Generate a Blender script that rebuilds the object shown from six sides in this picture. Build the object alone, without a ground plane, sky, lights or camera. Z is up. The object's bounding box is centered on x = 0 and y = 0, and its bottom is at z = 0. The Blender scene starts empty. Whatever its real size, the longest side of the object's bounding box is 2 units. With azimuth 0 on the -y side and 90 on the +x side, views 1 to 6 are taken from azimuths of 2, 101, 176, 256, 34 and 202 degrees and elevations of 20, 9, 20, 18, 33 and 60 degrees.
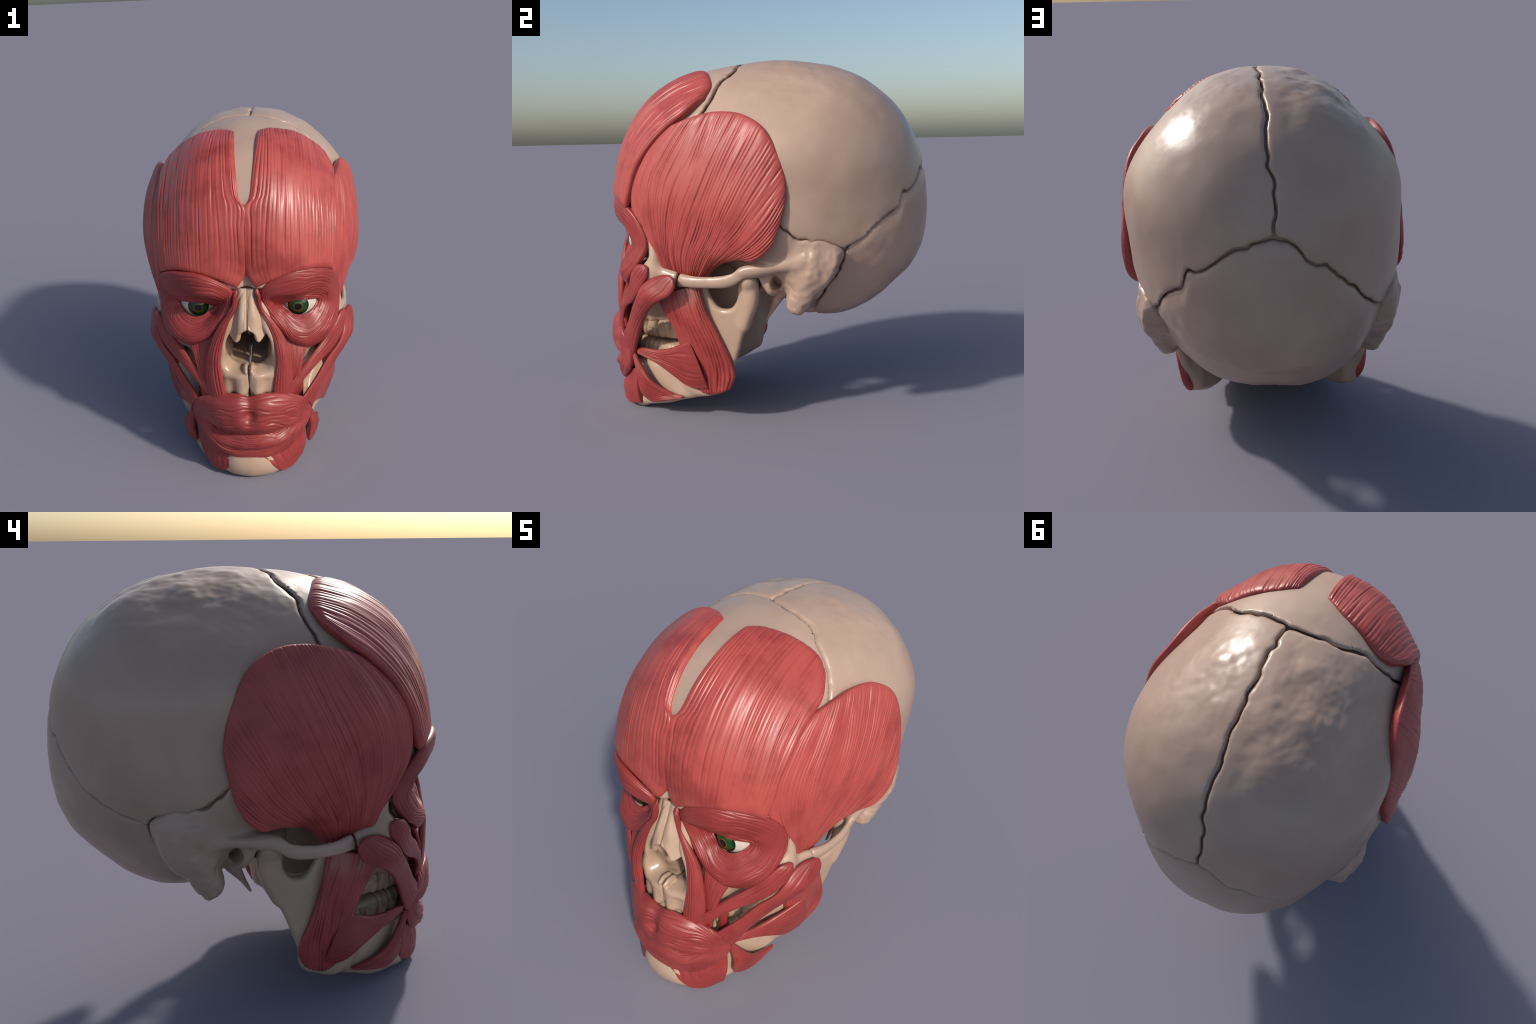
"""Anatomical head: a skull in separate bones dressed with the muscles of the face.

Everything is modelled in a local mirror-symmetric frame (x = left/right, face
towards -y, z up) and then carried into the world frame by a very small yaw/roll.
Bones are implicit solids (profiles, tubes, plates blended together) meshed with
surface nets; muscles are sheets lofted through hand-placed rails with fibres
carved along their length.
"""
import bpy
import math
import numpy as np

# ------------------------------------------------------------------ frame
YAW, ROLL, SHIFT = 0.018, 0.011, np.array([-0.026, 0.0, 0.0])
FRAME = np.array([[1, YAW, ROLL], [-YAW, 1, 0], [-ROLL, 0, 1]], float)


def to_world(P):
    return P @ FRAME.T + SHIFT


# ------------------------------------------------------------------ noise
def _hash(ix, iy, iz, seed):
    h = (ix.astype(np.int64) * 374761393 + iy.astype(np.int64) * 668265263
         + iz.astype(np.int64) * 2147483647 + seed * 974634221) & 0xFFFFFFFF
    h = ((h ^ (h >> 13)) * 1274126177) & 0xFFFFFFFF
    h = ((h ^ (h >> 16)) * 2246822519) & 0xFFFFFFFF
    return ((h ^ (h >> 15)) & 0xFFFFFF) / float(0xFFFFFF)


def noise3(x, y, z, seed=0):
    """smooth value noise in -1..1"""
    x, y, z = np.broadcast_arrays(np.asarray(x, float), np.asarray(y, float), np.asarray(z, float))
    fx, fy, fz = np.floor(x), np.floor(y), np.floor(z)
    tx, ty, tz = x - fx, y - fy, z - fz
    sx, sy, sz = [t * t * t * (t * (t * 6 - 15) + 10) for t in (tx, ty, tz)]
    ix, iy, iz = fx.astype(np.int64), fy.astype(np.int64), fz.astype(np.int64)
    out = 0
    for a in (0, 1):
        wx = sx if a else 1 - sx
        for b in (0, 1):
            wy = sy if b else 1 - sy
            for c in (0, 1):
                wz = sz if c else 1 - sz
                out = out + wx * wy * wz * _hash(ix + a, iy + b, iz + c, seed)
    return out * 2 - 1


def fbm(x, y, z, seed=0, octaves=3):
    s, a, f = 0, 1.0, 1.0
    for o in range(octaves):
        s = s + a * noise3(x * f + 17.3 * o, y * f, z * f, seed + o)
        a *= 0.5
        f *= 2.03
    return s


# ------------------------------------------------------------------ splines
def spline(pts, n, closed=False, params=None):
    """Catmull-Rom through control points with chord-length parameter; n samples
    (or the given params in 0..1)."""
    P = np.asarray(pts, float)
    if P.ndim == 1:
        P = P[:, None]
    if closed:
        P = np.vstack([P, P[:1]])
    d = np.linalg.norm(np.diff(P, axis=0), axis=1) + 1e-9
    T = np.r_[0, np.cumsum(d)]
    T /= T[-1]
    return hermite(T, P, np.linspace(0, 1, n) if params is None else np.asarray(params, float), closed)


def hermite(T, P, t, closed=False):
    T = np.asarray(T, float)
    P = np.asarray(P, float)
    flat = P.ndim == 1
    if flat:
        P = P[:, None]
    dT = np.diff(T)
    S = np.diff(P, axis=0) / dT[:, None]
    M = np.zeros_like(P)
    M[1:-1] = (S[:-1] * dT[1:, None] + S[1:] * dT[:-1, None]) / (dT[:-1] + dT[1:])[:, None]
    if closed:
        M[0] = M[-1] = (S[-1] * dT[0] + S[0] * dT[-1]) / (dT[0] + dT[-1])
    else:
        M[0], M[-1] = S[0], S[-1]
    t = np.clip(t, T[0], T[-1])
    k = np.clip(np.searchsorted(T, t, side='right') - 1, 0, len(T) - 2)
    h = dT[k]
    u = (t - T[k]) / h
    u2, u3 = u * u, u * u * u
    R = ((2 * u3 - 3 * u2 + 1)[..., None] * P[k] + ((u3 - 2 * u2 + u) * h)[..., None] * M[k]
         + (-2 * u3 + 3 * u2)[..., None] * P[k + 1] + ((u3 - u2) * h)[..., None] * M[k + 1])
    return R[..., 0] if flat else R


def curve1(knots, samples=400):
    """fast smooth 1-D function through (x, value) knots"""
    K = np.asarray(knots, float)
    xs = np.linspace(K[0, 0], K[-1, 0], samples)
    ys = hermite(K[:, 0], K[:, 1], xs)
    return lambda v: np.interp(v, xs, ys)


# ------------------------------------------------------------------ implicit solids
def smin(a, b, k):
    h = np.maximum(k - np.abs(a - b), 0) / k
    return np.minimum(a, b) - h * h * k * 0.25


def smax(a, b, k):
    return -smin(-a, -b, k)


def smax_all(k, *fs):
    r = fs[0]
    for f in fs[1:]:
        r = smax(r, f, k)
    return r


def ellipsoid(p, c, r):
    r = np.asarray(r, float)
    q = p - np.asarray(c, float)
    k0 = np.sqrt(((q / r) ** 2).sum(-1)) + 1e-9
    k1 = np.sqrt(((q / (r * r)) ** 2).sum(-1)) + 1e-9
    return k0 * (k0 - 1) / k1


def tube(p, pts, radii, squash=(1, 1, 1), k=0.0, fine=4):
    """round bar along a spline with a changing radius; squash > 1 flattens that axis"""
    pts = np.asarray(pts, float)
    n = (len(pts) - 1) * fine + 1
    C = spline(pts, n)
    R = spline(np.c_[pts, np.asarray(radii, float)], n)[:, 3]
    s = np.asarray(squash, float)
    q, C = p * s, C * s
    best = None
    for i in range(n - 1):
        a, b = C[i], C[i + 1]
        ab = b - a
        t = np.clip(((q - a) @ ab) / (ab @ ab), 0, 1)
        d = np.linalg.norm(q - a - t[:, None] * ab, axis=1) - (R[i] + (R[i + 1] - R[i]) * t)
        best = d if best is None else np.minimum(best, d)
    return best / max(1.0, s.max() ** 0.5)


def curtain(p, path, zlo, zhi, half, k=0.03, fine=5, lean=None):
    """wall standing on a plan path: bottom, top and half thickness change along it"""
    path = np.asarray(path, float)
    data = np.c_[path, zlo, zhi, half]
    n = (len(path) - 1) * fine + 1
    D = spline(data, n)
    X = np.abs(p[:, 0])
    Y = p[:, 1]
    best = np.full(len(p), 9.0)
    val = np.zeros((len(p), 3))
    arc = np.zeros(len(p))
    L = np.r_[0, np.cumsum(np.linalg.norm(np.diff(D[:, :2], axis=0), axis=1))]
    for i in range(n - 1):
        a, b = D[i, :2], D[i + 1, :2]
        ab = b - a
        t = np.clip(((X - a[0]) * ab[0] + (Y - a[1]) * ab[1]) / (ab @ ab), 0, 1)
        d = np.hypot(X - a[0] - t * ab[0], Y - a[1] - t * ab[1])
        m = d < best
        best = np.where(m, d, best)
        v = D[i, 2:] + (D[i + 1, 2:] - D[i, 2:]) * t[:, None]
        val[m] = v[m]
        arc = np.where(m, L[i] + t * (L[i + 1] - L[i]), arc)
    f = smax_all(k, best - val[:, 2], val[:, 0] - p[:, 2], p[:, 2] - val[:, 1])
    return f, arc


def plate_profile(y, z, pts, n=90):
    """signed distance to a smooth closed outline in the y-z plane"""
    C = spline(pts, n + 1, closed=True)[:-1]
    d = np.full(y.shape, 9.0)
    inside = np.zeros(y.shape, bool)
    for i in range(n):
        a, b = C[i], C[(i + 1) % n]
        ab = b - a
        t = np.clip(((y - a[0]) * ab[0] + (z - a[1]) * ab[1]) / (ab @ ab + 1e-12), 0, 1)
        d = np.minimum(d, np.hypot(y - a[0] - t * ab[0], z - a[1] - t * ab[1]))
        if a[1] != b[1]:
            c = (a[1] > z) != (b[1] > z)
            inside ^= c & (y < a[0] + (z - a[1]) * ab[0] / ab[1])
    return np.where(inside, -d, d)


def surface_nets(f, lo, hi, h):
    """mesh the zero level of f inside a box; vertices are pulled onto the surface"""
    lo = np.asarray(lo, float)
    n = np.ceil((np.asarray(hi, float) - lo) / h).astype(int) + 1
    ax = [lo[i] + h * np.arange(n[i]) for i in range(3)]
    V = np.empty(n)
    slab = max(1, int(400000 // (n[1] * n[2])))
    for i in range(0, n[0], slab):
        g = np.stack(np.meshgrid(ax[0][i:i + slab], ax[1], ax[2], indexing='ij'), -1)
        V[i:i + slab] = f(g.reshape(-1, 3)).reshape(g.shape[:3])
    # close the solid at the box walls
    for a in range(3):
        sl = [slice(None)] * 3
        for e in (0, -1):
            sl[a] = e
            V[tuple(sl)] = np.maximum(V[tuple(sl)], h * 0.3)
    S = V < 0
    shp = tuple(n - 1)
    acc = np.zeros(shp + (3,))
    cnt = np.zeros(shp)
    off = [(a, b, c) for a in (0, 1) for b in (0, 1) for c in (0, 1)]

    def corner(A, o):
        return A[o[0]:o[0] + shp[0], o[1]:o[1] + shp[1], o[2]:o[2] + shp[2]]
    for a in off:
        for axis in range(3):
            if a[axis]:
                continue
            b = list(a)
            b[axis] = 1
            va, vb = corner(V, a), corner(V, b)
            m = (va < 0) != (vb < 0)
            t = np.where(m, va / np.where(m, va - vb, 1), 0)
            cnt += m
            for c in range(3):
                acc[..., c] += np.where(m, a[c] + (t if c == axis else 0), 0)
    act = cnt > 0
    idx = -np.ones(shp, np.int64)
    idx[act] = np.arange(act.sum())
    cell = np.argwhere(act)
    P = lo + h * (cell + acc[act] / cnt[act][:, None])
    faces = []
    for axis in range(3):
        u, v = (axis + 1) % 3, (axis + 2) % 3
        a = [slice(None)] * 3
        b = [slice(None)] * 3
        a[axis], b[axis] = slice(0, -1), slice(1, None)
        sa, sb = S[tuple(a)], S[tuple(b)]
        e = np.argwhere(sa != sb)
        e = e[(e[:, u] > 0) & (e[:, v] > 0) & (e[:, u] < shp[u]) & (e[:, v] < shp[v])]
        q = []
        for du, dv in ((1, 1), (0, 1), (0, 0), (1, 0)):
            c = e.copy()
            c[:, u] -= du
            c[:, v] -= dv
            q.append(idx[c[:, 0], c[:, 1], c[:, 2]])
        q = np.stack(q, 1)
        flip = ~sa[e[:, 0], e[:, 1], e[:, 2]]
        q[flip] = q[flip][:, ::-1]
        faces.append(q)
    F = np.vstack(faces)
    F = F[(F >= 0).all(1)]
    eps = h * 0.25
    for _ in range(2):
        f0 = f(P)
        G = np.stack([(f(P + eps * np.eye(3)[i]) - f(P - eps * np.eye(3)[i])) / (2 * eps) for i in range(3)], 1)
        step = G * (f0 / np.maximum((G * G).sum(1), 0.05))[:, None]
        ln = np.linalg.norm(step, axis=1)
        step *= np.minimum(1, 0.6 * h / np.maximum(ln, 1e-9))[:, None]
        P = P - step
    return P, F


# ------------------------------------------------------------------ scene objects
ROOT = bpy.data.objects.new("anatomical_head", None)
bpy.context.scene.collection.objects.link(ROOT)
ROOT["label"] = "human skull with red face muscles and green eyes"
ROOT["category"] = "anatomy model"


def add_mesh(name, P, F, mat, parent=ROOT, smooth=True):
    me = bpy.data.meshes.new(name)
    P = np.ascontiguousarray(to_world(np.asarray(P, float)), dtype=np.float32)
    F = np.ascontiguousarray(F, dtype=np.int32)
    me.vertices.add(len(P))
    me.vertices.foreach_set("co", P.ravel())
    k = F.shape[1]
    me.loops.add(F.size)
    me.loops.foreach_set("vertex_index", F.ravel())
    me.polygons.add(len(F))
    me.polygons.foreach_set("loop_start", np.arange(0, F.size, k, dtype=np.int32))
    me.update(calc_edges=True)
    me.validate()
    if smooth:
        me.polygons.foreach_set("use_smooth", np.ones(len(me.polygons), bool))
    me.materials.append(mat)
    ob = bpy.data.objects.new(name, me)
    bpy.context.scene.collection.objects.link(ob)
    ob.parent = parent
    return ob


def flip(P, F):
    return P * np.array([-1, 1, 1.0]), F[:, ::-1]


def bone(name, f, lo, hi, h, mat):
    P, F = surface_nets(f, lo, hi, h)
    return add_mesh(name, P, F, mat)


def bone_pair(name, f, lo, hi, h, mat):
    """f is written for x > 0; the other side is the mirror image"""
    P, F = surface_nets(f, lo, hi, h)
    a = add_mesh(name, P, F, mat)
    b = add_mesh(name, *flip(P, F), mat)
    return a, b


# ------------------------------------------------------------------ materials
def srgb(r, g, b):
    def c(v):
        v /= 255.0
        return v / 12.92 if v <= 0.04045 else ((v + 0.055) / 1.055) ** 2.4
    return (c(r), c(g), c(b), 1)


def new_material(name):
    m = bpy.data.materials.new(name)
    m.use_nodes = True
    nt = m.node_tree
    return m, nt, nt.nodes["Principled BSDF"]


def noise_node(nt, coord, scale, detail=3.0, rough=0.5, stretch=None):
    n = nt.nodes.new("ShaderNodeTexNoise")
    n.inputs["Scale"].default_value = scale
    n.inputs["Detail"].default_value = detail
    n.inputs["Roughness"].default_value = rough
    if stretch:
        mp = nt.nodes.new("ShaderNodeMapping")
        mp.inputs["Scale"].default_value = stretch
        nt.links.new(coord, mp.inputs["Vector"])
        coord = mp.outputs["Vector"]
    nt.links.new(coord, n.inputs["Vector"])
    return n.outputs["Fac"]


def ramp(nt, fac, stops):
    r = nt.nodes.new("ShaderNodeValToRGB")
    e = r.color_ramp.elements
    while len(e) < len(stops):
        e.new(0.5)
    for el, (pos, col) in zip(e, stops):
        el.position = pos
        el.color = col
    nt.links.new(fac, r.inputs["Fac"])
    return r.outputs["Color"]


def mix(nt, fac, a, b):
    m = nt.nodes.new("ShaderNodeMix")
    m.data_type = 'RGBA'
    if isinstance(fac, (int, float)):
        m.inputs["Factor"].default_value = fac
    else:
        nt.links.new(fac, m.inputs["Factor"])
    for sock, v in ((m.inputs["A"], a), (m.inputs["B"], b)):
        if isinstance(v, tuple):
            sock.default_value = v
        else:
            nt.links.new(v, sock)
    return m.outputs["Result"]


def math_node(nt, op, a, b=None, clamp=False):
    m = nt.nodes.new("ShaderNodeMath")
    m.operation = op
    m.use_clamp = clamp
    for i, v in enumerate((a, b)):
        if v is None:
            continue
        if isinstance(v, (int, float)):
            m.inputs[i].default_value = v
        else:
            nt.links.new(v, m.inputs[i])
    return m.outputs[0]


def smooth_range(nt, val, lo, hi):
    m = nt.nodes.new("ShaderNodeMapRange")
    m.interpolation_type = 'SMOOTHSTEP'
    nt.links.new(val, m.inputs["Value"])
    m.inputs["From Min"].default_value = lo
    m.inputs["From Max"].default_value = hi
    return m.outputs["Result"]


def bump(nt, bsdf, height, strength, distance):
    b = nt.nodes.new("ShaderNodeBump")
    b.inputs["Strength"].default_value = strength
    b.inputs["Distance"].default_value = distance
    nt.links.new(height, b.inputs["Height"])
    nt.links.new(b.outputs["Normal"], bsdf.inputs["Normal"])


def bone_material(name, light, dark, rough=0.34):
    m, nt, b = new_material(name)
    co = nt.nodes.new("ShaderNodeTexCoord").outputs["Object"]
    f = noise_node(nt, co, 3.2, 4, 0.55)
    col = ramp(nt, f, [(0.35, dark), (0.65, light)])
    f2 = noise_node(nt, co, 26, 3, 0.6)
    g = smooth_range(nt, f2, 0.55, 0.8)
    col = mix(nt, math_node(nt, 'MULTIPLY', g, 0.18), col, dark)
    nt.links.new(col, b.inputs["Base Color"])
    b.inputs["Roughness"].default_value = rough
    b.inputs["Specular IOR Level"].default_value = 0.5
    bump(nt, b, noise_node(nt, co, 70, 3, 0.5), 0.06, 0.004)
    return m


def muscle_material(name, light, mid, dark, rough=0.36, tendon=None):
    """red flesh; tendon = (axis, from, to) fades to a paler pink along one axis"""
    m, nt, b = new_material(name)
    co = nt.nodes.new("ShaderNodeTexCoord").outputs["Object"]
    f = noise_node(nt, co, 5.5, 4, 0.6)
    col = ramp(nt, f, [(0.3, dark), (0.5, mid), (0.72, light)])
    f2 = noise_node(nt, co, 24, 2, 0.5, (1.0, 1.0, 0.35))
    g = smooth_range(nt, f2, 0.56, 0.78)
    col = mix(nt, math_node(nt, 'MULTIPLY', g, 0.18), col, dark)
    if tendon:
        sep = nt.nodes.new("ShaderNodeSeparateXYZ")
        nt.links.new(co, sep.inputs[0])
        t = smooth_range(nt, sep.outputs[tendon[0]], tendon[1], tendon[2])
        w = noise_node(nt, co, 22, 3, 0.6, (1.0, 1.0, 0.25))
        t = math_node(nt, 'MULTIPLY', t, smooth_range(nt, w, 0.3, 0.65))
        col = mix(nt, math_node(nt, 'MULTIPLY', t, tendon[3]), col, srgb(*tendon[4]))
    nt.links.new(col, b.inputs["Base Color"])
    b.inputs["Roughness"].default_value = rough
    b.inputs["Specular IOR Level"].default_value = 0.5
    bump(nt, b, noise_node(nt, co, 45, 2, 0.5), 0.05, 0.004)
    return m


BONE = bone_material("skull_bone", srgb(179, 152, 134), srgb(169, 142, 124))
FACE_BONE = bone_material("face_bone", srgb(184, 157, 136), srgb(172, 144, 122), 0.26)
TOOTH = bone_material("tooth_enamel", srgb(190, 163, 138), srgb(176, 148, 122), 0.25)
FOREHEAD_RED = muscle_material("forehead_muscle", srgb(174, 78, 70), srgb(168, 72, 65), srgb(146, 56, 51))
TEMPLE_RED = muscle_material("temple_muscle", srgb(174, 78, 71), srgb(168, 72, 66), srgb(150, 58, 53), 0.43)
FACE_RED = muscle_material("face_muscle", srgb(148, 58, 55), srgb(141, 52, 49), srgb(126, 42, 40), 0.4)
CHEW_RED = muscle_material("chewing_muscle", srgb(168, 70, 65), srgb(161, 64, 59), srgb(140, 50, 47),
                           tendon=("Z", 0.66, 0.76, 0.65, (166, 122, 110)))
LIP_RED = muscle_material("lip_muscle", srgb(150, 62, 58), srgb(142, 55, 52), srgb(122, 42, 41), 0.38)


def eye_material():
    m, nt, b = new_material("eye_surface")
    co = nt.nodes.new("ShaderNodeTexCoord").outputs["Object"]
    sep = nt.nodes.new("ShaderNodeSeparateXYZ")
    nt.links.new(co, sep.inputs[0])
    x, z = sep.outputs["X"], sep.outputs["Z"]
    r = math_node(nt, 'SQRT', math_node(nt, 'ADD', math_node(nt, 'MULTIPLY', x, x),
                                        math_node(nt, 'MULTIPLY', z, z)))
    ang = math_node(nt, 'ARCTAN2', z, x)
    comb = nt.nodes.new("ShaderNodeCombineXYZ")
    nt.links.new(math_node(nt, 'MULTIPLY', ang, 9.0), comb.inputs[0])
    nt.links.new(math_node(nt, 'MULTIPLY', r, 40.0), comb.inputs[1])
    streak = noise_node(nt, comb.outputs[0], 2.0, 3, 0.6)
    green = ramp(nt, streak, [(0.3, srgb(5, 30, 6)), (0.5, srgb(14, 60, 12)), (0.7, srgb(44, 96, 22))])
    iris = mix(nt, smooth_range(nt, r, 0.030, 0.021), green, srgb(110, 84, 16))
    iris = mix(nt, smooth_range(nt, r, 0.042, 0.057), iris, srgb(8, 20, 12))
    iris = mix(nt, smooth_range(nt, r, 0.0235, 0.0205), iris, srgb(4, 4, 5))
    vein = noise_node(nt, co, 30, 4, 0.7)
    white = mix(nt, math_node(nt, 'MULTIPLY', smooth_range(nt, vein, 0.52, 0.7), 0.22),
                srgb(205, 194, 180), srgb(186, 124, 106))
    yy = sep.outputs["Y"]
    front = smooth_range(nt, yy, 0.0, -0.02)
    mask = math_node(nt, 'MULTIPLY', smooth_range(nt, r, 0.0605, 0.0575), front)
    nt.links.new(mix(nt, mask, white, iris), b.inputs["Base Color"])
    b.inputs["Roughness"].default_value = 0.3
    b.inputs["Specular IOR Level"].default_value = 0.05
    b.inputs["Coat Weight"].default_value = 1.0
    b.inputs["Coat Roughness"].default_value = 0.03
    return m


EYE = eye_material()

# ------------------------------------------------------------------ braincase shape
MID = np.array([0.03, 1.22])           # pole of the side profile (y, z)
PROFILE = [(-0.735, 1.13), (-0.76, 1.22), (-0.776, 1.33), (-0.774, 1.46), (-0.742, 1.607), (-0.652, 1.751),
           (-0.510, 1.863), (-0.343, 1.933), (-0.19, 1.969), (-0.05, 1.988), (0.12, 1.998), (0.29, 1.983),
           (0.456, 1.944), (0.60, 1.887), (0.70, 1.812), (0.78, 1.728), (0.843, 1.636), (0.888, 1.535),
           (0.916, 1.43), (0.936, 1.31), (0.945, 1.196), (0.938, 1.08), (0.918, 0.98), (0.874, 0.88),
           (0.79, 0.788), (0.70, 0.70), (0.60, 0.630), (0.50, 0.588), (0.38, 0.575), (0.24, 0.60),
           (0.08, 0.68), (-0.10, 0.79), (-0.30, 0.90), (-0.48, 0.98), (-0.64, 1.06)]


def _polar_profile():
    C = spline(PROFILE, 600, closed=True) - MID
    a = np.arctan2(C[:, 1], C[:, 0])
    r = np.hypot(C[:, 0], C[:, 1])
    o = np.argsort(a)
    a, r = a[o], r[o]
    return np.r_[a - 2 * np.pi, a, a + 2 * np.pi], np.r_[r, r, r]


PA, PR = _polar_profile()
WY = [-0.85, -0.60, -0.40, -0.15, 0.10, 0.35, 0.60, 0.90]
WZ = [0.60, 0.90, 1.10, 1.30, 1.55, 1.85]
WIDTH = [[0.406, 0.365, 0.365, 0.447, 0.524, 0.580, 0.610, 0.606],
         [0.507, 0.457, 0.420, 0.480, 0.575, 0.620, 0.590, 0.630],
         [0.630, 0.588, 0.478, 0.540, 0.645, 0.646, 0.623, 0.617],
         [0.667, 0.655, 0.558, 0.569, 0.628, 0.661, 0.657, 0.619],
         [0.616, 0.614, 0.609, 0.600, 0.674, 0.694, 0.705, 0.674],
         [0.608, 0.581, 0.574, 0.605, 0.605, 0.648, 0.690, 0.668]]
# the right side (x < 0) is a little flatter: share taken off the half width
FLAT_Y, FLAT_Z = [-0.60, -0.10, 0.30, 0.70], [0.80, 1.25, 1.75]
FLATTER = [[0.021, 0.010, -0.01, -0.03], [0.010, 0.055, 0.031, 0.024], [-0.005, 0.020, 0.038, 0.012]]
_gy, _gz = np.linspace(-1.0, 1.0, 161), np.linspace(0.4, 2.1, 137)


def _table(Y, Z, T):
    rows = np.stack([hermite(np.array(Y), np.array(r), _gy) for r in T], 0)
    return np.stack([hermite(np.array(Z), rows[:, j], _gz) for j in range(len(_gy))], 1)


WGRID = _table(WY, WZ, WIDTH)
RGRID = _table(FLAT_Y, FLAT_Z, FLATTER)
SQ = 2.25


def _lookup(G, y, z):
    fy = np.clip((y + 1.0) / 2.0 * 160, 0, 159.999)
    fz = np.clip((z - 0.4) / 1.7 * 136, 0, 135.999)
    iy, iz = fy.astype(int), fz.astype(int)
    ty, tz = fy - iy, fz - iz
    return ((G[iz, iy] * (1 - ty) + G[iz, iy + 1] * ty) * (1 - tz)
            + (G[iz + 1, iy] * (1 - ty) + G[iz + 1, iy + 1] * ty) * tz)


def half_width(x, y, z):
    return _lookup(WGRID, y, z) * np.where(x < 0, 1 - _lookup(RGRID, y, z), 1)


def braincase(p):
    # the right half of the base hangs slightly lower
    drop = np.where(p[:, 0] < 0, 0.018, 0.0) * np.clip((0.90 - p[:, 2]) / 0.2, 0, 1) * np.clip(-p[:, 0] / 0.12, 0, 1)
    p = np.c_[p[:, 0], p[:, 1], p[:, 2] + drop]
    x, y, z = p[:, 0], p[:, 1] - MID[0], p[:, 2] - MID[1]
    rho = np.hypot(y, z)
    R = np.interp(np.arctan2(z, y), PA, PR)
    g = ((rho / R) ** SQ + np.abs(x / half_width(x, p[:, 1], p[:, 2])) ** SQ) ** (1 / SQ) + 1e-6
    d = np.sqrt(x * x + rho * rho)
    return d * (1 - 1 / g)


def braincase_relief(p):
    """gentle undulation everywhere, pitted patches high on the two parietals"""
    x, y, z = p[:, 0], p[:, 1], p[:, 2]
    f = braincase(p)
    f = f + 0.0036 * noise3(x * 5, y * 5, z * 5, 3) + 0.0014 * noise3(x * 12, y * 12, z * 12, 4)
    rough = np.exp(-((y - 0.28) / 0.36) ** 2) * np.clip((z - 1.62) / 0.2, 0, 1)
    amp = np.where(x < 0, 0.0062, 0.0036) * rough * np.clip((np.abs(x) - 0.02) / 0.06, 0.3, 1)
    f = f + 1.25 * amp * fbm(x * 11, y * 9, z * 11, 8, 3)
    low = np.clip((1.25 - z) / 0.3, 0, 1) * np.clip((y - 0.3) / 0.2, 0, 1)
    f = f + 0.004 * low * fbm(x * 9, y * 9, z * 9, 21, 2)
    return f


# ---- sutures: where the plates of the braincase meet
coronal_y = curve1([(0.8, -0.42), (1.2, -0.42), (1.45, -0.34), (1.62, -0.245), (1.70, -0.195), (1.77, -0.158), (1.835, -0.13),
                    (1.87, -0.128), (1.90, -0.095), (1.937, -0.064), (1.965, -0.064), (1.985, -0.045), (2.03, -0.03)])
lambdoid_left = curve1([(0, 1.438), (0.098, 1.409), (0.167, 1.385), (0.238, 1.33), (0.30, 1.295), (0.345, 1.277), (0.362, 1.22),
                        (0.40, 1.185), (0.465, 1.118), (0.49, 1.056), (0.52, 1.01), (0.60, 0.75)])
lambdoid_right = curve1([(0, 1.438), (0.087, 1.40), (0.12, 1.36), (0.155, 1.323), (0.217, 1.30), (0.25, 1.265), (0.293, 1.222),
                         (0.34, 1.18), (0.37, 1.13), (0.436, 1.05), (0.49, 0.985), (0.58, 0.75)])
squamous_z = curve1([(-0.5, 0.8), (-0.36, 1.0), (-0.2, 1.20), (0.0, 1.26), (0.12, 1.23), (0.2, 1.18),
                     (0.255, 1.145), (0.302, 1.098), (0.357, 1.072), (0.457, 1.05), (0.54, 1.005), (0.62, 0.8), (0.9, 0.4)])
mastoid_y = curve1([(0.5, 0.30), (0.62, 0.335), (0.70, 0.365), (0.80, 0.43), (0.90, 0.50), (1.0, 0.545),
                    (1.1, 0.56), (1.3, 0.60)])
GAP = 0.0055


def s_coronal(p):
    w = 0.007 * noise3(p[:, 0] * 11, p[:, 2] * 9, 0, 31) + 0.005 * noise3(p[:, 0] * 30, p[:, 2] * 30, 0, 32)
    return (p[:, 1] - coronal_y(p[:, 2])) * 0.8 + w


def s_sagittal(p):
    return p[:, 0] + 0.017 * noise3(p[:, 1] * 8, p[:, 2] * 5, 3.3, 41) + 0.011 * noise3(p[:, 1] * 24, p[:, 2] * 19, 1.7, 42)


def s_lambdoid(p):
    ax = np.abs(p[:, 0])
    w = 0.005 * noise3(p[:, 0] * 14, p[:, 2] * 9, 0, 51) + 0.006 * noise3(p[:, 0] * 40, p[:, 2] * 20, 0.4, 52)
    w = w * np.clip((ax - 0.005) / 0.06, 0, 1)
    return (p[:, 2] - np.where(p[:, 0] < 0, lambdoid_right(ax), lambdoid_left(ax))) * 0.75 + w


def s_squamous(p):
    w = 0.010 * noise3(p[:, 0] * 3, p[:, 1] * 16, 0, 61) + 0.009 * noise3(p[:, 0] * 3, p[:, 1] * 36, 0.4, 62)
    return (p[:, 2] - squamous_z(p[:, 1])) * 0.85 + w


def s_mastoid(p):
    return (p[:, 1] - mastoid_y(p[:, 2])) * 0.85 + 0.010 * noise3(p[:, 0] * 3, p[:, 2] * 18, 0, 71) + 0.006 * noise3(p[:, 0] * 3, p[:, 2] * 45, 0, 72)


SHELL = 0.075
RIM = 0.012


def shell(f):
    return smax(f, -(f + SHELL), 0.01)


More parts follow.
